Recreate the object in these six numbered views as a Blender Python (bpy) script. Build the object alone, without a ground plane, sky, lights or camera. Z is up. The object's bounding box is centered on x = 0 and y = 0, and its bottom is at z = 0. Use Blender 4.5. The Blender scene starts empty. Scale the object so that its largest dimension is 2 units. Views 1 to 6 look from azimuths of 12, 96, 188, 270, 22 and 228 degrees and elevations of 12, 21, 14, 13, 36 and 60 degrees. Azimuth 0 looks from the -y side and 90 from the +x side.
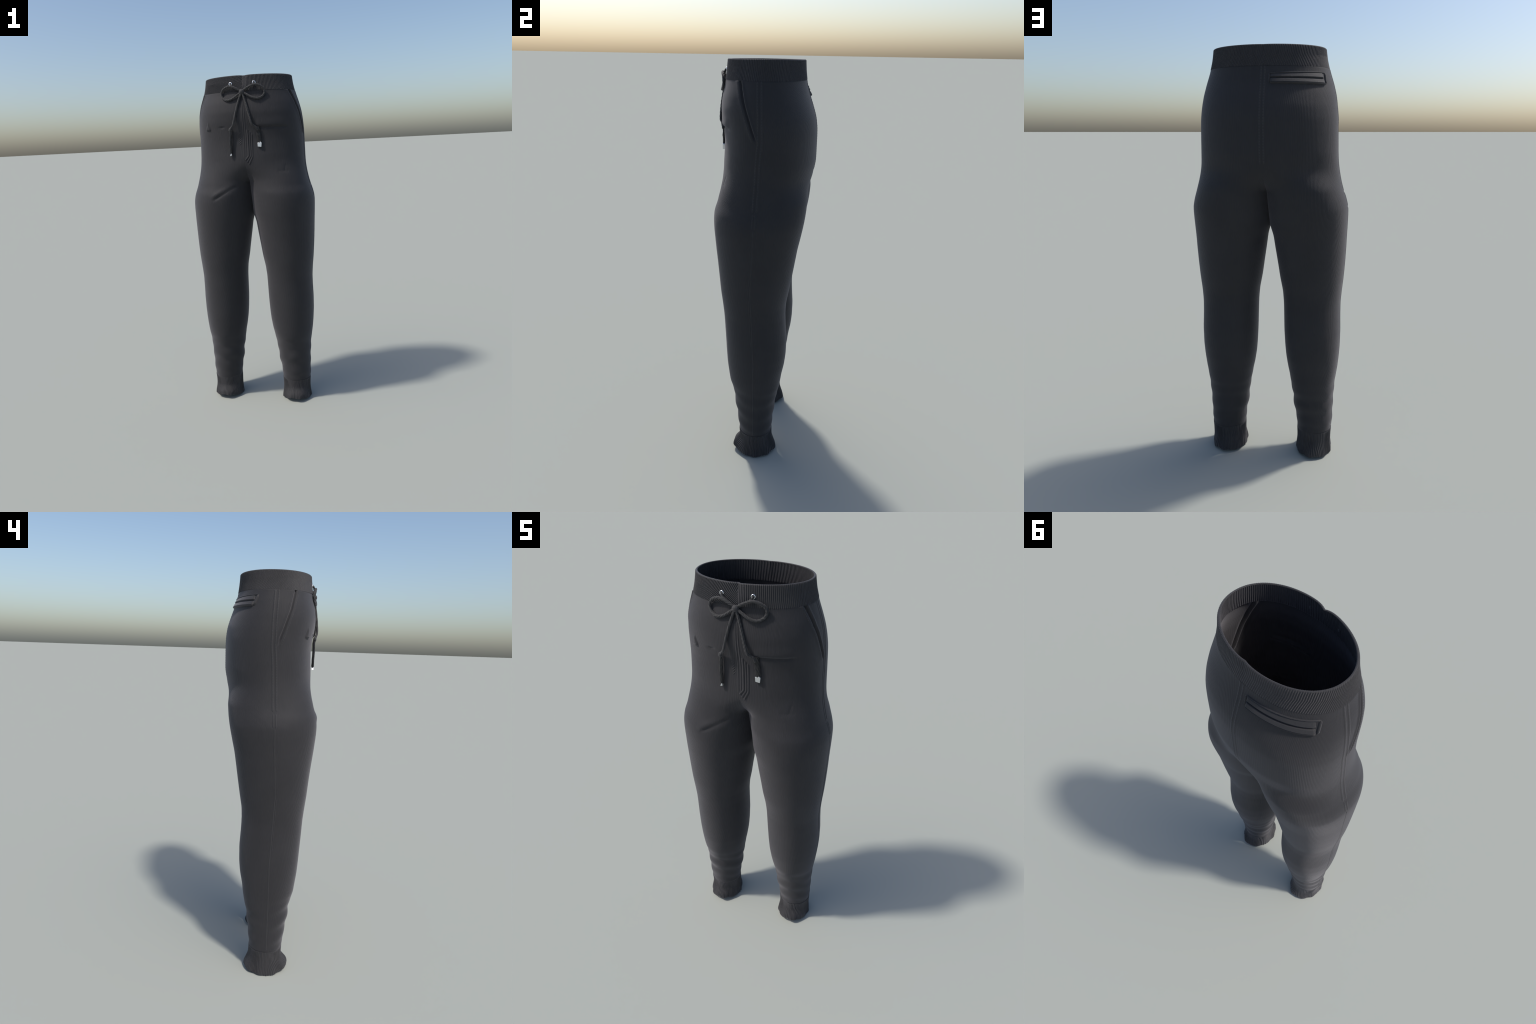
import bpy, math
import numpy as np
from mathutils import Vector
from mathutils.bvhtree import BVHTree

RNG = np.random.default_rng(7)
PI = math.pi

# ------------------------------------------------------------------ measurements (metres)
Z_CUFF, Z_CROTCH, Z_FRONT_FORK, Z_BACK_FORK, Z_BAND, Z_TOP = 0.133, 1.215, 1.53, 1.47, 1.917, 2.0
CLOTH = 0.004

# height, outer half width, inner edge, front, back   (one leg / half of the hips; the other side mirrors it)
PROFILE = [
 (0.000, 0.317, 0.137, -0.141, 0.087), (0.020, 0.315, 0.139, -0.139, 0.083), (0.050, 0.312, 0.141, -0.122, 0.073),
 (0.080, 0.312, 0.142, -0.106, 0.065), (0.110, 0.313, 0.141, -0.106, 0.063), (0.150, 0.317, 0.139, -0.109, 0.064),
 (0.190, 0.319, 0.136, -0.116, 0.068), (0.220, 0.320, 0.131, -0.118, 0.070), (0.260, 0.320, 0.121, -0.122, 0.075),
 (0.290, 0.321, 0.119, -0.130, 0.080), (0.320, 0.322, 0.118, -0.134, 0.081), (0.360, 0.324, 0.110, -0.134, 0.088),
 (0.400, 0.327, 0.103, -0.145, 0.099), (0.440, 0.333, 0.097, -0.158, 0.104), (0.480, 0.339, 0.088, -0.163, 0.109),
 (0.540, 0.345, 0.079, -0.171, 0.121), (0.600, 0.349, 0.074, -0.175, 0.127), (0.680, 0.350, 0.070, -0.179, 0.128),
 (0.760, 0.347, 0.068, -0.183, 0.122), (0.820, 0.346, 0.066, -0.186, 0.119), (0.880, 0.350, 0.060, -0.192, 0.121),
 (0.950, 0.357, 0.046, -0.201, 0.133), (1.020, 0.362, 0.036, -0.207, 0.144), (1.100, 0.366, 0.024, -0.215, 0.156),
 (1.160, 0.368, 0.016, -0.222, 0.165), (1.215, 0.370, 0.000, -0.228, 0.177), (1.260, 0.371, -0.004, -0.232, 0.186),
 (1.300, 0.370, -0.008, -0.233, 0.193), (1.340, 0.360, -0.013, -0.230, 0.198), (1.380, 0.345, -0.020, -0.216, 0.201),
 (1.420, 0.334, -0.028, -0.207, 0.204), (1.460, 0.326, -0.045, -0.206, 0.210), (1.500, 0.320, -0.070, -0.206, 0.217),
 (1.550, 0.317, -0.090, -0.205, 0.226), (1.600, 0.316, -0.095, -0.201, 0.226), (1.650, 0.315, -0.100, -0.199, 0.226),
 (1.700, 0.314, -0.100, -0.203, 0.225), (1.750, 0.310, -0.100, -0.213, 0.218), (1.800, 0.303, -0.100, -0.217, 0.202),
 (1.850, 0.290, -0.100, -0.211, 0.184), (1.900, 0.273, -0.100, -0.199, 0.170), (1.950, 0.260, -0.100, -0.192, 0.164),
 (2.000, 0.253, -0.100, -0.187, 0.161)]
# superellipse exponents by height: front half, back half
EXPONENT = [(0.0, 2.0, 2.0), (0.2, 1.95, 2.0), (0.4, 1.97, 2.15), (0.8, 2.0, 2.2), (1.0, 2.0, 2.1), (1.15, 2.0, 2.15), (1.30, 2.0, 2.3), (1.40, 2.2, 2.3), (1.50, 2.4, 2.2), (1.69, 2.4, 2.2), (1.78, 2.3, 2.2), (1.88, 2.2, 2.15), (2.0, 2.1, 2.1)]

_zf = np.linspace(-0.02, 2.02, 2041)
def _smooth_table(rows, sigma):
    rows = np.array(rows)
    k = np.exp(-0.5 * (np.arange(-45, 46) * 0.001 / sigma) ** 2); k /= k.sum()
    out = []
    for c in range(1, rows.shape[1]):
        f = np.interp(_zf, rows[:, 0], rows[:, c])
        f = np.convolve(np.pad(f, 45, mode='edge'), k, mode='valid')
        out.append(f)
    return out
_P = _smooth_table(PROFILE, 0.011)
_E = _smooth_table(EXPONENT, 0.012)
Z_CROTCH = float(_zf[int(np.argmax(_P[1] < 0))])      # where the two inner leg edges meet
def prof(z):  return [float(np.interp(z, _zf, f)) for f in _P]
def expo(z):  return [float(np.interp(z, _zf, f)) for f in _E]
def sstep(a, b, x):
    t = np.clip((x - a) / (b - a), 0, 1); return t * t * (3 - 2 * t)

def half_section(z, n):
    """Points of the +x half of the horizontal section at height z, from centre front round the
    outside to centre back (above the crotch) or right round the leg (below it)."""
    out, inn, fr, bk = prof(z); nf, nb = expo(z)
    cx, hx = (out + inn) / 2, (out - inn) / 2
    cy, hy = (fr + bk) / 2, (bk - fr) / 2
    phi = np.linspace(-PI, PI, 1441)
    c, s = np.cos(phi), np.sin(phi)
    ex = np.where(s < 0, nf, nb)
    leg = (np.abs(c / hx) ** ex + np.abs(s / hy) ** ex) ** (-1 / ex)
    r = leg
    if z > Z_CROTCH:
        lo, hi = np.zeros_like(phi), np.full_like(phi, 1.2)      # distance to the hip outline along each ray
        for _ in range(40):
            m = (lo + hi) / 2
            f = np.abs((cx + m * c) / out) ** ex + np.abs(m * s / hy) ** ex
            lo, hi = np.where(f < 1, m, lo), np.where(f < 1, hi, m)
        wf = sstep(1.40, Z_FRONT_FORK + 0.01, z)
        wb = sstep(1.38, Z_BACK_FORK + 0.02, z)
        w = np.where(s < 0, wf, wb)
        r = leg * (1 - w) + lo * w
    x, y = cx + r * c, cy + r * s
    if z > Z_CROTCH:
        i = int(np.argmax(x > 0)); j = len(x) - 1 - int(np.argmax(x[::-1] > 0))
        def cut(a, b):
            t = x[a] / (x[a] - x[b]); return 0.0, y[a] + t * (y[b] - y[a])
        p0, p1 = cut(i - 1, i), cut(j + 1, j)
        x = np.concatenate([[p0[0]], x[i:j + 1], [p1[0]]]); y = np.concatenate([[p0[1]], y[i:j + 1], [p1[1]]])
    d = np.concatenate([[0], np.cumsum(np.hypot(np.diff(x), np.diff(y)))])
    t = np.linspace(0, d[-1], n + 1)
    X, Y = np.interp(t, d, x), np.interp(t, d, y)
    if z > Z_CROTCH: X[0] = X[-1] = 0.0
    else: X[-1], Y[-1] = X[0], Y[0]
    return X, Y

# ------------------------------------------------------------------ relief of the cloth
def bump(x, s): return np.exp(-0.5 * (x / s) ** 2)
def seg_dist(x, z, a, b):
    """distance to segment a-b in the (x,z) plane, and position 0..1 along it"""
    ax, az = a; bx, bz = b; dx, dz = bx - ax, bz - az
    t = np.clip(((x - ax) * dx + (z - az) * dz) / (dx * dx + dz * dz), 0, 1)
    px, pz = x - ax - t * dx, z - az - t * dz
    return np.hypot(px, pz), t, np.sign((x - ax) * dz - (z - az) * dx)
def relief(P):
    x, y, z = P[:, 0], P[:, 1], P[:, 2]
    h = np.zeros(len(P))
    front = y < -0.05; back = y > 0.0
    # belly overhang ends in a crease across the left front
    m = front * sstep(0.06, 0.09, x) * (1 - sstep(0.21, 0.25, x))
    h += m * (-0.005 * bump(z - 1.711, 0.006) + 0.004 * sstep(1.712, 1.720, z) * (1 - sstep(1.72, 1.77, z)))
    # nick and little triangular fold on the right front
    h += front * -0.004 * bump(x + 0.129, 0.012) * bump(z - 1.720, 0.004)
    tx, tz = x + 0.215, z - 1.708
    tri = sstep(-0.002, 0.006, tz) * sstep(0.0, 0.008, 0.020 - np.abs(tx + 0.004) - 0.38 * tz)
    h += front * 0.007 * tri * (1 - 0.6 * np.clip(tz / 0.06, 0, 1))
    # thigh creases
    d, t, sd = seg_dist(x, z, (-0.215, 1.302), (-0.065, 1.385))
    h += front * (-0.006 * bump(d, 0.007) + 0.004 * bump(d - 0.018, 0.010) * (sd < 0)) * np.clip(1.15 - t, 0, 1) * sstep(0.0, 0.30, t)
    d, t, sd = seg_dist(x, z, (0.19, 1.465), (0.235, 1.462))
    h += front * -0.0016 * bump(d, 0.006)
    d, t, sd = seg_dist(x, z, (0.225, 1.495), (0.222, 1.468))
    h += front * -0.0014 * bump(d, 0.005)
    # soft rolls above the ankle and behind the knee
    low = (1 - sstep(0.36, 0.44, z)) * sstep(0.13, 0.17, z)
    ang = np.arctan2(y + 0.03, np.abs(x) - 0.225)
    h += low * 0.0014 * np.sin(2 * PI * z / 0.085 + 1.1 * np.sin(ang) + 0.7 * np.sign(x) + 0.8 * np.cos(2 * ang))
    # gentle wave of the soft jersey
    h += 0.0012 * np.sin(9 * x + 5 * z + 1.3) * np.sin(7 * z - 4 * y)
    # slanting hip pockets: open slit with a rolled welt behind it
    for sgn in (1, -1):
        side = (sgn * x > 0.12)
        line_z = [1.93, 1.83, 1.745, 1.668]; line_y = [-0.100, -0.078, -0.049, -0.021]
        yl = np.interp(z, line_z[::-1], line_y[::-1])
        d = (y - yl) * 0.93
        e = side * sstep(1.662, 1.70, z) * (z < 1.94)
        h += e * (-0.0085 * bump(d, 0.0034) + 0.0042 * bump(d - 0.0085, 0.004) + 0.0022 * bump(d + 0.012, 0.007))
    return h

# ------------------------------------------------------------------ build the body surface
NC = 300
rows = list(np.arange(Z_CUFF - 0.006, Z_CROTCH - 0.008, 0.004)) + [Z_CROTCH + k for k in (-0.008, -0.005, -0.003, -0.0015, -0.0006, 0.0001, 0.0006, 0.0015, 0.003, 0.005, 0.008)] + list(np.arange(Z_CROTCH + 0.012, Z_BAND + 0.003, 0.004))
rows = np.array(rows); NR = len(rows)
CR = int(np.argmax(rows > Z_CROTCH))            # first row above the crotch
verts = []; vid = {}
def add(p):
    verts.append(p); return len(verts) - 1
grid = np.zeros((2, NR, NC + 1), int)
for r, z in enumerate(rows):
    X, Y = half_section(z, NC)
    for k in range(NC + 1):
        grid[0, r, k] = grid[0, r, 0] if (r < CR and k == NC) else add((X[k], Y[k], z))
    for k in range(NC + 1):
        if r >= CR and k in (0, NC): grid[1, r, k] = grid[0, r, k]
        elif r < CR and k == NC: grid[1, r, k] = grid[1, r, 0]
        else: grid[1, r, k] = add((-X[k], Y[k], z))
faces = []; region = []
for s in (0, 1):
    for r in range(NR - 1):
        for k in range(NC):
            q = [grid[s, r, k], grid[s, r, k + 1], grid[s, r + 1, k + 1], grid[s, r + 1, k]]
            if s: q = q[::-1]
            q = [v for i, v in enumerate(q) if v != q[i - 1]]
            if len(q) > 2:
                faces.append(q); region.append(2 if r >= CR - 1 else s)
faces.append([grid[0, CR, 0], grid[1, CR - 1, 0], grid[0, CR, NC], grid[0, CR - 1, 0]]); region.append(2)
V = np.array(verts); region = np.array(region)

def vertex_normals(V, faces):
    me = bpy.data.meshes.new("tmp"); me.from_pydata(V.tolist(), [], faces); me.update()
    n = np.zeros(len(V) * 3); me.vertices.foreach_get("normal", n); bpy.data.meshes.remove(me)
    return n.reshape(-1, 3)
N = vertex_normals(V, faces)
H = relief(V)
H *= sstep(0, 0.004, Z_BAND + 0.004 - V[:, 2])
H = np.where((V[:, 2] > Z_BAND - 0.0005) | (V[:, 2] < Z_CUFF - 0.001), -0.0035, H)
V = V + N * H[:, None]
N = vertex_normals(V, faces)
BVH = BVHTree.FromPolygons(V.tolist(), faces)
INNER = V - N * CLOTH

def cast(o, d):
    hit = BVH.ray_cast(Vector(o), Vector(d).normalized())
    if hit[0] is None:
        hit = BVH.find_nearest(Vector(o) + Vector(d).normalized() * 0.8)
    n = hit[1]
    if n.dot(Vector(d)) > 0: n = -n
    return np.array(hit[0]), np.array(n)
def on_front(x, z): return cast((x, -1, z), (0, 1, 0))
def on_back(x, z):  return cast((x, 1, z), (0, -1, 0))
def on_side(sgn, y, z): return cast((sgn * 1.0, y, z), (-sgn, 0, 0))

# ------------------------------------------------------------------ materials
def fabric(name, dark, light, grain=420.0, squash=0.12, strength=0.5, rough=0.68, wales=0, sheen=0.17):
    """dull knit: mottled colour, fine grain, and (wales > 0) thin vertical knit columns round each leg"""
    m = bpy.data.materials.new(name); m.use_nodes = True
    nt = m.node_tree; nd = nt.nodes; lk = nt.links
    b = nd["Principled BSDF"]
    b.inputs["Roughness"].default_value = rough
    b.inputs["Specular IOR Level"].default_value = 0.28
    b.inputs["Sheen Weight"].default_value = sheen          # brushed fibre ends
    b.inputs["Sheen Roughness"].default_value = 0.5
    b.inputs["Sheen Tint"].default_value = (0.95, 0.92, 1.0, 1.0)
    def math_(op, a, c=None):
        n = nd.new("ShaderNodeMath"); n.operation = op
        for i, v in enumerate((a, c)):
            if v is None: continue
            if isinstance(v, (int, float)): n.inputs[i].default_value = v
            else: lk.new(v, n.inputs[i])
        return n.outputs[0]
    tc = nd.new("ShaderNodeTexCoord")
    mp = nd.new("ShaderNodeMapping"); mp.inputs["Scale"].default_value = (1, 1, squash)
    lk.new(tc.outputs["Object"], mp.inputs["Vector"])
    fine = nd.new("ShaderNodeTexNoise"); fine.inputs["Scale"].default_value = grain; fine.inputs["Detail"].default_value = 3
    lk.new(mp.outputs["Vector"], fine.inputs["Vector"])
    soft = nd.new("ShaderNodeTexNoise"); soft.inputs["Scale"].default_value = 9; soft.inputs["Detail"].default_value = 4
    lk.new(tc.outputs["Object"], soft.inputs["Vector"])
    fac = math_('ADD', math_('MULTIPLY', soft.outputs["Fac"], 0.5), math_('MULTIPLY', fine.outputs["Fac"], 0.5))
    ramp = nd.new("ShaderNodeValToRGB")
    ramp.color_ramp.elements[0].position = 0.30; ramp.color_ramp.elements[0].color = (*dark, 1)
    ramp.color_ramp.elements[1].position = 0.70; ramp.color_ramp.elements[1].color = (*light, 1)
    lk.new(fac, ramp.inputs["Fac"]); lk.new(ramp.outputs["Color"], b.inputs["Base Color"])
    height = fine.outputs["Fac"]
    if wales:
        sp = nd.new("ShaderNodeSeparateXYZ"); lk.new(tc.outputs["Object"], sp.inputs[0])
        ang = math_('ARCTAN2', math_('ADD', sp.outputs[1], 0.03), math_('SUBTRACT', math_('ABSOLUTE', sp.outputs[0]), 0.19))
        drift = math_('MULTIPLY', soft.outputs["Fac"], 3.0)
        wave = math_('SINE', math_('ADD', math_('MULTIPLY', ang, float(wales)), drift))
        height = math_('ADD', math_('MULTIPLY', wave, 0.22), math_('MULTIPLY', fine.outputs["Fac"], 0.8))
    bp = nd.new("ShaderNodeBump"); bp.inputs["Strength"].default_value = strength; bp.inputs["Distance"].default_value = 0.0012
    lk.new(height, bp.inputs["Height"]); lk.new(bp.outputs["Normal"], b.inputs["Normal"])
    return m
JERSEY = fabric("charcoal_jersey", (0.0172, 0.0167, 0.0184), (0.0231, 0.0224, 0.0246), wales=230)
RIB = fabric("charcoal_rib_knit", (0.0212, 0.0206, 0.0220), (0.0282, 0.0275, 0.0293), grain=300, sheen=0.2)  # base colour lightened to offset the shade between the ribs
SEAM = fabric("paler_seam", (0.0200, 0.0196, 0.0212), (0.0265, 0.0260, 0.0278))  # a little paler than the jersey, for the raised seam ridges
THREAD = fabric("charcoal_thread", (0.026, 0.0256, 0.0272), (0.035, 0.0345, 0.0362), grain=600, squash=1)  # colour raised against the dark shading on the stitch sides
CORD = fabric("braided_cord", (0.020, 0.020, 0.0202), (0.030, 0.030, 0.0302), grain=350, squash=1)  # brightness of the cord's highlights put into the base colour
TASSEL = fabric("dark_leather", (0.008, 0.008, 0.0085), (0.016, 0.016, 0.017), grain=200, squash=1, rough=0.4, sheen=0.05)
def metal(name, col, rough):
    m = bpy.data.materials.new(name); m.use_nodes = True
    nt = m.node_tree; b = nt.nodes["Principled BSDF"]
    b.inputs["Base Color"].default_value = (*col, 1); b.inputs["Metallic"].default_value = 1.0
    n = nt.nodes.new("ShaderNodeTexNoise"); n.inputs["Scale"].default_value = 60
    mr = nt.nodes.new("ShaderNodeMapRange"); mr.inputs[3].default_value = rough * 0.8; mr.inputs[4].default_value = rough * 1.2
    nt.links.new(n.outputs["Fac"], mr.inputs[0]); nt.links.new(mr.outputs[0], b.inputs["Roughness"])
    return m
STEEL = metal("polished_steel", (0.80, 0.81, 0.83), 0.16)
BRUSHED = metal("brushed_steel", (0.66, 0.67, 0.68), 0.42)

# ------------------------------------------------------------------ objects
ROOT = bpy.data.objects.new("sweatpants", None); bpy.context.scene.collection.objects.link(ROOT)
ROOT["label"] = "charcoal grey jogger sweatpants standing upright with drawstring bow"
ROOT["category"] = "trousers"
def make(name, V, F, mat, parent=ROOT, smooth=True, normals=None, stuff=False):
    me = bpy.data.meshes.new(name)
    me.from_pydata(np.asarray(V).tolist(), [], [list(map(int, f)) for f in F]); me.update()
    me.polygons.foreach_set("use_smooth", [smooth] * len(me.polygons))
    me.materials.append(mat)
    if normals is not None: me.normals_split_custom_set_from_vertices(np.asarray(normals).tolist())
    ob = bpy.data.objects.new(name, me); bpy.context.scene.collection.objects.link(ob); ob.parent = parent
    if stuff: ob["kind"] = "stuff"
    return ob

nV = len(V)
ALLV = np.vstack([V, INNER]); ALLN = np.vstack([N, -N])
def body_part(name, code):
    idx = np.nonzero(region == code)[0]
    F = [faces[i] for i in idx] + [[v + nV for v in faces[i][::-1]] for i in idx]
    used = np.unique(np.concatenate([np.array(f) for f in F]))
    remap = np.full(2 * nV, -1); remap[used] = np.arange(len(used))
    F = [[remap[v] for v in f] for f in F]
    return make(name, ALLV[used], F, JERSEY, normals=ALLN[used])
SEAT = body_part("seat", 2)
LEG_L = body_part("leg", 0)
LEG_R = body_part("leg", 1)

# ---- waistband: folded rib band, ribs lean more and more towards the right front
def ring(z, n):
    """closed ring round the hips at height z, arc length from centre front towards +x"""
    X, Y = half_section(z, 720)
    x = np.concatenate([X, -X[::-1][1:]]); y = np.concatenate([Y, Y[::-1][1:]])
    d = np.concatenate([[0], np.cumsum(np.hypot(np.diff(x), np.diff(y)))])
    t = np.linspace(0, d[-1], n + 1)[:-1]
    x, y = np.interp(t, d, x), np.interp(t, d, y)
    tx, ty = np.roll(x, -1) - np.roll(x, 1), np.roll(y, -1) - np.roll(y, 1)
    l = np.hypot(tx, ty); nx, ny = ty / l, -tx / l
    return x, y, nx, ny, t / d[-1], d[-1]
def waistband():
    n = 1512; pitch_n = 186
    prof_pts = [(z, 0.0005, 1.0) for z in np.linspace(Z_BAND - 0.003, Z_TOP - 0.004, 72)]
    for a in np.linspace(20, 160, 8): prof_pts.append((Z_TOP - 0.004 + 0.004 * math.sin(math.radians(a)), -0.004 + 0.004 * math.cos(math.radians(a)), 0.3))
    prof_pts += [(z, -0.007, -1.0) for z in np.linspace(Z_TOP - 0.004, Z_BAND - 0.004, 18)] + [(Z_BAND - 0.007, -0.0055, 0.0)]
    VV = []; FF = []
    for (z, off, rib) in prof_pts:
        x, y, nx, ny, u, L = ring(min(z, Z_TOP), n)
        tz = (Z_TOP - z) / (Z_TOP - Z_BAND)                 # 0 top .. 1 bottom
        lean = np.clip((u - 0.12) / 0.88, 0, 1) ** 1.2
        shift = lean * (0.45 * tz + 0.42 * np.clip(tz - 0.45, 0, 1)) * (Z_TOP - Z_BAND) * 1.15
        if rib < 0: shift = 0.1 * lean * tz * 0.08
        ph = u * pitch_n + shift / (L / pitch_n)
        w = np.cos(2 * PI * ph); w = np.sign(w) * np.abs(w) ** 0.7
        o = off + abs(rib) * 0.0012 * w * (1 if rib > 0 else -1)
        # pinched seam at centre front and a softer one behind
        dip = 0.012 * np.exp(-np.abs(x) / 0.020) * (y < 0) * sstep(Z_BAND, Z_TOP, z) + 0.005 * np.exp(-np.abs(x) / 0.02) * (y > 0) * sstep(Z_BAND, Z_TOP, z)
        o = o - dip
        base = len(VV)
        zz = z - 0.003 * np.exp(-np.abs(x - 0.012) / 0.02) * (y < 0) * (z > 1.99)
        VV += list(zip(x + nx * o, y + ny * o, np.broadcast_to(zz, x.shape)))
        if base:
            for k in range(n):
                a, b_ = base - n + k, base - n + (k + 1) % n
                FF.append([a, b_, b_ + n, a + n])
    return make("waistband", VV, FF, RIB)
WAIST = waistband()

# ---- ankle cuffs: ribbed, flaring into a scalloped rim that lifts at front and back
def cuff(sgn, seed):
    rg = np.random.default_rng(seed)
    n = 576; ribs = 72
    VV = []; FF = []
    lev = [(z, 0.0006, 1.0) for z in np.linspace(Z_CUFF + 0.002, 0.0, 34)]
    lev = lev + [(0.0, -0.004, 0.4), (0.004, -0.007, 0.2)] + [(z, -0.007, 0.3) for z in np.linspace(0.01, Z_CUFF, 8)]
    ph0, ph1, ph2 = rg.uniform(0, 6.28, 3)
    for (z, off, rib) in lev:
        X, Y = half_section(z, 1440)
        d = np.concatenate([[0], np.cumsum(np.hypot(np.diff(X), np.diff(Y)))])
        t = np.linspace(0, d[-1], n + 1)[:-1]
        x, y = np.interp(t, d, X), np.interp(t, d, Y); u = t / d[-1]
        tx, ty = np.roll(x, -1) - np.roll(x, 1), np.roll(y, -1) - np.roll(y, 1)
        l = np.hypot(tx, ty); nx, ny = ty / l, -tx / l
        a = np.arctan2(y + 0.027, x - 0.227)
        low = float(1 - sstep(0.0, 0.085, z))
        wob = 0.35 * np.sin(3 * a + ph0 + 9 * z) + 0.25 * np.sin(7 * a + ph1 + 30 * z) + 0.6 * low * np.sin(4 * a + ph2)
        w = np.cos(2 * PI * (u * ribs + wob))
        amp = 0.0017 * (0.75 + 0.25 * np.sin(5 * a + ph1)) * (0.35 + 0.65 * float(sstep(0.0, 0.010, Z_CUFF - z)))
        o = off + rib * amp * w + low * 0.0035 * np.sin(9 * a + ph0) * np.abs(np.sin(2.5 * a + ph2))
        lift = 0.024 * np.clip(-np.sin(a), 0, 1) ** 2 + 0.011 * np.clip(np.sin(a), 0, 1) ** 2 + 0.0015 * (1 + np.sin(11 * a + ph1))
        zz = z + lift * (1 - sstep(0.0, 0.10, z))
        base = len(VV)
        VV += [(sgn * (p + q * r), yy + q * s, h) for p, yy, q, r, s, h in zip(x, y, o, nx, ny, zz)]
        if base:
            for k in range(n):
                i, j = base - n + k, base - n + (k + 1) % n
                f = [i, i + n, j + n, j]
                FF.append(f if sgn > 0 else f[::-1])
    VV = np.array(VV); VV[:, 2] -= VV[:, 2].min()
    return make("cuff", VV, FF, RIB, parent=LEG_L if sgn > 0 else LEG_R)
cuff(1, 3); cuff(-1, 5)

# ------------------------------------------------------------------ sewn lines
def strip(path, width, height, lift=0.0, dash=None, gap=0.22, taper=True):
    """raised half-round strip along surface samples (point, normal); dash = stitch length"""
    P = np.array([p for p, n in path]); Nn = np.array([n for p, n in path])
    d = np.concatenate([[0], np.cumsum(np.linalg.norm(np.diff(P, axis=0), axis=1))])
    runs = [(0, d[-1])] if dash is None else [(a, min(a + dash * (1 - gap), d[-1])) for a in np.arange(0, d[-1] - dash * 0.5, dash)]
    VV = []; FF = []
    for a, b in runs:
        m = max(4, int((b - a) / 0.006) + 1) if dash is None else 4
        ts = np.linspace(a, b, m)
        p = np.stack([np.interp(ts, d, P[:, i]) for i in range(3)], 1); n = np.stack([np.interp(ts, d, Nn[:, i]) for i in range(3)], 1)
        n /= np.linalg.norm(n, axis=1)[:, None]
        tg = np.gradient(p, axis=0); tg /= np.linalg.norm(tg, axis=1)[:, None] + 1e-9
        bn = np.cross(tg, n)
        base = len(VV)
        for k in range(m):
            e = 1.0
            if dash is not None: e = 0.45 if k in (0, m - 1) else 1.0
            elif taper and k in (0, m - 1): e = 0.2
            for q in range(7):
                th = PI * q / 6
                VV.append(p[k] + bn[k] * (width / 2 * 1.5 * math.cos(th) * e) + n[k] * (lift - 0.0004 + (height + 0.0004) * math.sin(th) ** 2 * e))
            if k:
                for q in range(6):
                    i = base + (k - 1) * 7 + q
                    FF.append([i, i + 1, i + 8, i + 7])
    return VV, FF
def join(parts):
    VV = []; FF = []
    for v, f in parts:
        b = len(VV); VV += list(v); FF += [[i + b for i in q] for q in f]
    return VV, FF
def sewn(name, parts, mat, parent, stuff=False):
    v, f = join(parts); return make(name, v, f, mat, parent=parent, stuff=stuff)

SIDE_Z = [1.915, 1.78, 1.668, 1.577, 1.37, 1.2, 0.99, 0.82, 0.62, 0.39, 0.138]
SIDE_Y = [-0.013, -0.006, -0.004, -0.012, -0.020, -0.024, -0.036, -0.030, -0.021, -0.024, -0.024]
def side_path(sgn, z0, z1, off):
    zs = np.arange(z0, z1, -0.006)
    return [on_side(sgn, float(np.interp(z, SIDE_Z[::-1], SIDE_Y[::-1])) + off, float(z)) for z in zs]
for sgn in (1, -1):
    sewn("side_seam", [strip(side_path(sgn, 1.914, 1.372, -0.0085), 0.007, 0.0016), strip(side_path(sgn, 1.914, 1.372, 0.0085), 0.008, 0.0020),
                       strip(side_path(sgn, 1.368, 1.300, -0.006), 0.006, 0.0016), strip(side_path(sgn, 1.368, 1.300, 0.006), 0.006, 0.0016)], SEAM, SEAT)
    sewn("side_stitching", [strip(side_path(sgn, 1.912, 1.375, -0.0085), 0.0042, 0.0008, 0.0010, dash=0.012), strip(side_path(sgn, 1.912, 1.375, 0.0085), 0.0042, 0.0008, 0.0013, dash=0.012)], THREAD, SEAT, True)
    sewn("leg_seam", [strip(side_path(sgn, 1.30, 0.139, 0.0), 0.006, 0.0016), strip(side_path(sgn, 1.10, 0.70, -0.008), 0.003, 0.0009)], SEAM, LEG_L if sgn > 0 else LEG_R)
    # pocket topstitching in front of the slit
    pts = []
    for z in np.arange(1.905, 1.66, -0.006):
        y = float(np.interp(z, [1.668, 1.745, 1.83, 1.93], [-0.021, -0.049, -0.078, -0.100]))
        pts.append((sgn, y - 0.017, float(z)))
    sewn("pocket_stitching", [strip([on_side(s, y, z) for s, y, z in pts], 0.0024, 0.0010, dash=0.010)], THREAD, SEAT, True)

# centre back seam, double stitched
def back_path(x, z0, z1, slant=0.0):
    return [on_back(x + slant * (z0 - z), float(z)) for z in np.arange(z0, z1, -0.006)]
sewn("back_seam", [strip(back_path(-0.008, 1.914, 1.50), 0.007, 0.0013), strip(back_path(0.008, 1.914, 1.50), 0.007, 0.0013)], SEAM, SEAT)
sewn("back_stitching", [strip(back_path(-0.008, 1.912, 1.505), 0.0042, 0.0008, 0.0010, dash=0.012), strip(back_path(0.008, 1.912, 1.505), 0.0042, 0.0008, 0.0010, dash=0.012)], THREAD, SEAT, True)

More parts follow.
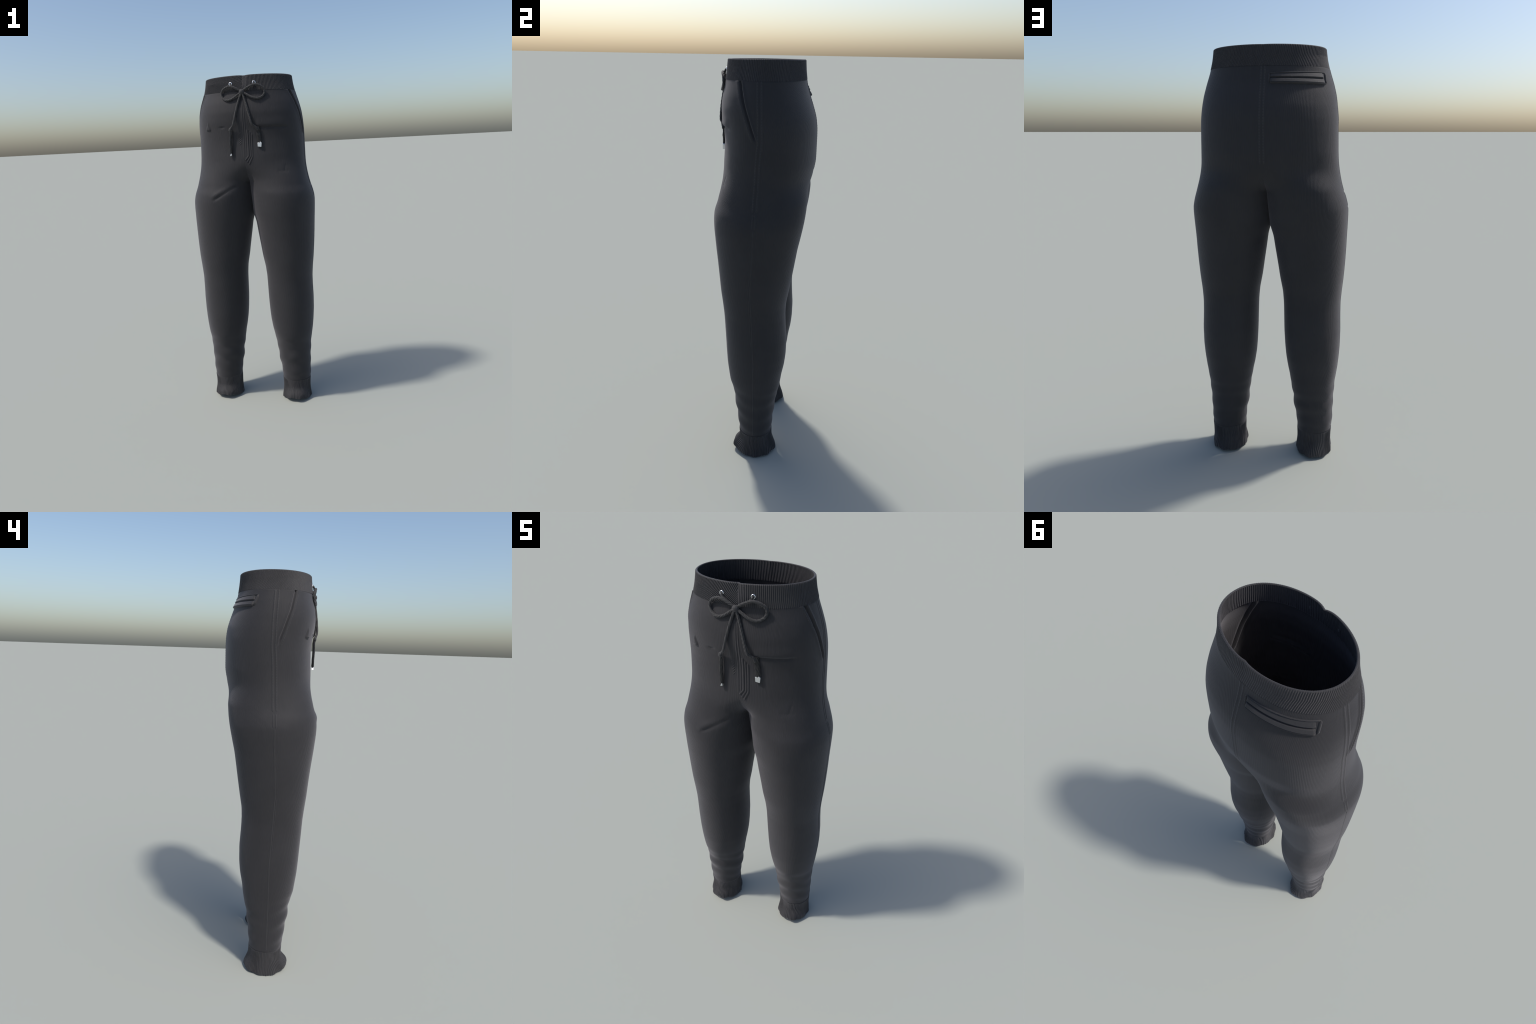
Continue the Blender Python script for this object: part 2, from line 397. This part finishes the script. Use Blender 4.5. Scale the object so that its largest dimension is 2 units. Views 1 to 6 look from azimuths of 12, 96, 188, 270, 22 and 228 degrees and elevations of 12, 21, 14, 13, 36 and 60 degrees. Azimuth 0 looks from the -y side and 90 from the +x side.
# fly: centre seam and a panel of parallel ridges that turn off at the bottom
def front_path(pts):
    out = []
    for (x0, z0), (x1, z1) in zip(pts[:-1], pts[1:]):
        m = max(2, int(math.hypot(x1 - x0, z1 - z0) / 0.005))
        for t in np.linspace(0, 1, m, endpoint=False): out.append(on_front(x0 + (x1 - x0) * t, z0 + (z1 - z0) * t))
    out.append(on_front(*pts[-1])); return out
fly = [strip(front_path([(-0.004, 1.905), (-0.002, 1.80), (-0.004, 1.70), (-0.004, 1.535)]), 0.005, 0.0016),
       strip(front_path([(0.004, 1.905), (0.008, 1.80), (0.008, 1.70), (0.008, 1.55), (0.0, 1.537)]), 0.005, 0.0015)]
for i, x in enumerate((0.020, 0.031, 0.042)):
    fly.append(strip(front_path([(x, 1.705 - 0.012 * i), (x + 0.001, 1.555 - 0.002 * i), (x - 0.022, 1.530 - 0.012 * i)]), 0.0075, 0.0038 if i == 0 else 0.0030))
for k in range(6):
    fly.append(strip(front_path([(-0.036 + 0.001 * k, 1.672 - 0.011 * k), (-0.016, 1.688 - 0.011 * k)]), 0.005, 0.0016))
sewn("fly", fly, JERSEY, SEAT)
sewn("fly_stitching", [strip(front_path([(0.020, 1.70), (0.021, 1.557)]), 0.0035, 0.0014, 0.002, dash=0.012)], THREAD, SEAT, True)

# ---- back welt pocket on the right hip
def welt(u0, u1, ztop, zbot, depth, name, mat, edge=0.006):
    """padded strip following the hip between two x stations"""
    nu, nw = 60, 14; VV = []; FF = []
    us = np.linspace(u0, u1, nu)
    for i, x in enumerate(us):
        for j, t in enumerate(np.linspace(0, 1, nw)):
            z = ztop(x) + (zbot(x) - ztop(x)) * t
            o = on_hip(x, z); p, n = o
            e = min(1, min(i, nu - 1 - i) / 2.0) * min(1, min(j, nw - 1 - j) / 2.0)
            VV.append(p + n * (-0.002 + (depth(t) + 0.002) * math.sin(e * PI / 2)))
    for i in range(nu - 1):
        for j in range(nw - 1):
            a = i * nw + j
            FF.append([a, a + 1, a + nw + 1, a + nw])
    return VV, FF
def on_hip(x, z):
    """back right hip: rays fan out so that the strip can wrap round to the side"""
    o = np.array([0.0, -0.10, z]); a = x
    d = np.array([math.sin(a), math.cos(a), 0.0])
    return cast(o + d * 1.0, -d)
def fan(x, y): return math.atan2(x, y + 0.10)
A0, A1 = fan(-0.030, 0.178), fan(-0.250, 0.085)
ztop = lambda a: 1.881 + 0.008 * (a - A0) / (A1 - A0)
zslit = lambda a: 1.8635
zbot = lambda a: 1.843 - 0.002 * (a - A0) / (A1 - A0)
v1, f1 = welt(A0, A1, ztop, lambda a: zslit(a) + 0.001, lambda t: 0.0022 + 0.0045 * t, "", None)
v2, f2 = welt(A0, A1, lambda a: zslit(a) - 0.002, zbot, lambda t: 0.0055 + 0.0035 * t, "", None)
POCKET = make("back_pocket", v1, f1, RIB)
make("pocket_lip", v2, f2, RIB, parent=POCKET)
def hip_line(a0, z0, a1, z1, m=50): return [on_hip(a0 + (a1 - a0) * t, z0 + (z1 - z0) * t) for t in np.linspace(0, 1, m)]
ea = (A1 - A0) * 0.012
AT = fan(-0.256, 0.072)
sewn("pocket_edge", [strip(hip_line(A0 - ea, ztop(A0) + 0.001, AT, ztop(A1) + 0.001), 0.0045, 0.0042), strip(hip_line(AT, ztop(A1) + 0.001, A1 + ea, zbot(A1), 16), 0.008, 0.0065),
                     strip(hip_line(A0 - ea, ztop(A0) + 0.002, A0 - ea, zbot(A0), 14), 0.006, 0.0040), strip(hip_line(A0, zbot(A0), A1, zbot(A1)), 0.0045, 0.0085)], SEAM, POCKET)

# ------------------------------------------------------------------ drawstring
def spline(pts, m):
    """Catmull-Rom through the points, evenly resampled"""
    P = np.array(pts, float); Q = np.vstack([2 * P[0] - P[1], P, 2 * P[-1] - P[-2]]); out = []
    for i in range(1, len(Q) - 2):
        for t in np.linspace(0, 1, 24, endpoint=False):
            a, b, c, d = Q[i - 1], Q[i], Q[i + 1], Q[i + 2]
            out.append(0.5 * (2 * b + (c - a) * t + (2 * a - 5 * b + 4 * c - d) * t * t + (3 * b - a - 3 * c + d) * t ** 3))
    out.append(P[-1]); out = np.array(out)
    s = np.concatenate([[0], np.cumsum(np.linalg.norm(np.diff(out, axis=0), axis=1))])
    t = np.linspace(0, s[-1], m)
    return np.stack([np.interp(t, s, out[:, k]) for k in range(3)], 1), s[-1]
def twisted(pts, r, turn=0.066, hand=1, nseg=32, strands=4):
    """strands laid round each other: a lobed outline that turns along the path"""
    _, L = spline(pts, 3); m = int(L / 0.0016) + 2
    P, L = spline(pts, m)
    tg = np.gradient(P, axis=0); tg /= np.linalg.norm(tg, axis=1)[:, None]
    up = np.array([0, 1.0, 0]); VV = []; FF = []
    for k in range(m):
        a = np.cross(tg[k], up); a /= np.linalg.norm(a); b = np.cross(a, tg[k])
        tw = hand * 2 * PI * (k / (m - 1)) * L / turn
        for q in range(nseg):
            th = 2 * PI * q / nseg
            rr = r * (0.80 + 0.24 * abs(math.cos(strands / 2 * (th - tw))))
            VV.append(P[k] + rr * (a * math.cos(th) + b * math.sin(th)))
        if k:
            for q in range(nseg):
                i, j = (k - 1) * nseg + q, (k - 1) * nseg + (q + 1) % nseg
                FF.append([i, j, j + nseg, i + nseg])
    FF.append(list(range(nseg))[::-1]); FF.append([(m - 1) * nseg + q for q in range(nseg)])
    return VV, FF
DS = bpy.data.objects.new("drawstring", None); bpy.context.scene.collection.objects.link(DS); DS.parent = ROOT
KN = np.array([-0.001, -0.209, 1.908])
R = 0.0060
for sgn in (1, -1):
    k = 1.005 if sgn > 0 else 0.955
    loop = [(0.004, -0.204, 1.911), (0.030, -0.207, 1.926), (0.066, -0.206, 1.940), (0.094, -0.202, 1.937), (0.117, -0.195, 1.923),
            (0.126, -0.192, 1.902), (0.116, -0.196, 1.879), (0.090, -0.206, 1.867), (0.056, -0.211, 1.874), (0.024, -0.210, 1.893), (0.004, -0.206, 1.905)]
    loop = [(sgn * x * k + (KN[0]), y, z + (0.002 if sgn > 0 else 0)) for x, y, z in loop]
    make("bow_loop", *twisted(loop, R, hand=-sgn), CORD, parent=DS)
    make("eyelet_cord", *twisted([(sgn * 0.067, -0.176, 1.956), (sgn * 0.067, -0.192, 1.953), (sgn * 0.058, -0.199, 1.942), (sgn * 0.030, -0.204, 1.924), (KN[0], -0.205, 1.910)], 0.0046), CORD, parent=DS)
make("hanging_cord", *twisted([(-0.004, -0.209, 1.903), (-0.022, -0.214, 1.855), (-0.040, -0.221, 1.795), (-0.055, -0.224, 1.738), (-0.064, -0.219, 1.722), (-0.076, -0.214, 1.708), (-0.078, -0.210, 1.690)], 0.0060, turn=0.16), CORD, parent=DS)
make("hanging_cord", *twisted([(0.002, -0.209, 1.903), (0.018, -0.214, 1.855), (0.034, -0.221, 1.795), (0.048, -0.223, 1.738), (0.058, -0.216, 1.724), (0.072, -0.210, 1.712), (0.080, -0.206, 1.695)], 0.0062, hand=-1), CORD, parent=DS)

def ball(c, rx, ry, rz, nu=28, nv=16):
    VV = []; FF = []
    for j in range(nv + 1):
        t = PI * j / nv
        for i in range(nu):
            p = 2 * PI * i / nu
            VV.append((c[0] + rx * math.sin(t) * math.cos(p), c[1] + ry * math.sin(t) * math.sin(p), c[2] + rz * math.cos(t)))
    for j in range(nv):
        for i in range(nu):
            a, b = j * nu + i, j * nu + (i + 1) % nu
            FF.append([a, a + nu, b + nu, b])
    return VV, FF
make("knot", *ball(KN, 0.0145, 0.0125, 0.0138), THREAD, parent=DS)  # paler thread colour on the knot paints in its sunlit look

def tassel(top, bot, wx, wy, seed, mat, name):
    """crumpled faceted tube that hides the cord end"""
    rg = np.random.default_rng(seed); VV = []; FF = []; m, n = 8, 6
    for k in range(m):
        t = k / (m - 1); c = np.array(top) * (1 - t) + np.array(bot) * t
        s = 0.75 if k == 0 else 1.0
        for q in range(n):
            th = 2 * PI * (q + 0.35 * (k % 2)) / n
            j = 1 + rg.uniform(-0.16, 0.16)
            VV.append((c[0] + wx * s * j * math.cos(th), c[1] + wy * s * j * math.sin(th), c[2] + rg.uniform(-0.003, 0.003)))
        if k:
            for q in range(n):
                a, b = (k - 1) * n + q, (k - 1) * n + (q + 1) % n
                FF += [[a, b, b + n], [a, b + n, a + n]]
    FF.append(list(range(n))[::-1]); FF.append([(m - 1) * n + q for q in range(n)])
    return make(name, VV, FF, mat, parent=DS, smooth=False)
tassel((0.080, -0.203, 1.718), (0.0865, -0.201, 1.630), 0.0130, 0.0065, 4, TASSEL, "cord_sleeve")
tassel((-0.077, -0.210, 1.704), (-0.080, -0.209, 1.574), 0.0080, 0.0065, 9, TASSEL, "cord_sleeve")
make("knot", *ball((-0.0765, -0.213, 1.706), 0.0095, 0.008, 0.012), CORD, parent=DS)
def aglet(pts, y, thick):
    n = len(pts)
    VV = [(x, y - thick / 2, z) for x, z in pts] + [(x, y + thick / 2, z) for x, z in pts]
    FF = [list(range(n))[::-1], list(range(n, 2 * n))] + [[i, (i + 1) % n, (i + 1) % n + n, i + n] for i in range(n)]
    ob = make("aglet", VV, FF, BRUSHED, parent=DS, smooth=False)
    md = ob.modifiers.new("bevel", 'BEVEL'); md.width = 0.0012; md.segments = 2
    return ob
aglet([(0.0750, 1.627), (0.0760, 1.606), (0.0965, 1.603), (0.0995, 1.626), (0.094, 1.632)], -0.201, 0.011)
aglet([(-0.0765, 1.577), (-0.0755, 1.562), (-0.087, 1.5595), (-0.082, 1.571)], -0.209, 0.010)

def eyelet(x):
    VV = []; FF = []; nu, nv = 40, 14; Rr, r = 0.0076, 0.0024
    p, n = np.array([x, 0, 1.955]), None
    X, Y = half_section(1.955, 720); i = int(np.argmin(np.abs(X[:360] - abs(x)))); y = Y[i]
    tx = np.array([X[i + 2] - X[i - 2], Y[i + 2] - Y[i - 2]]); tx /= np.linalg.norm(tx)
    e1 = np.array([math.copysign(1, x) * tx[0], tx[1], 0]) if x > 0 else np.array([tx[0], -tx[1], 0]); e2 = np.array([0, 0.08, 1.0]); e2 /= np.linalg.norm(e2)
    n = np.cross(e1, e2); n /= np.linalg.norm(n)
    if n[1] > 0: n = -n
    c = np.array([x, y, 1.955]) + n * 0.0015
    for a in range(nu):
        u = 2 * PI * a / nu; d = e1 * math.cos(u) + e2 * math.sin(u)
        for b in range(nv):
            v = 2 * PI * b / nv
            VV.append(c + d * (Rr + r * math.cos(v)) + n * r * math.sin(v))
    for a in range(nu):
        for b in range(nv):
            i0, i1 = a * nv + b, a * nv + (b + 1) % nv
            j0, j1 = ((a + 1) % nu) * nv + b, ((a + 1) % nu) * nv + (b + 1) % nv
            FF.append([i0, j0, j1, i1])
    make("eyelet", VV, FF, STEEL, parent=WAIST)
eyelet(0.067); eyelet(-0.067)
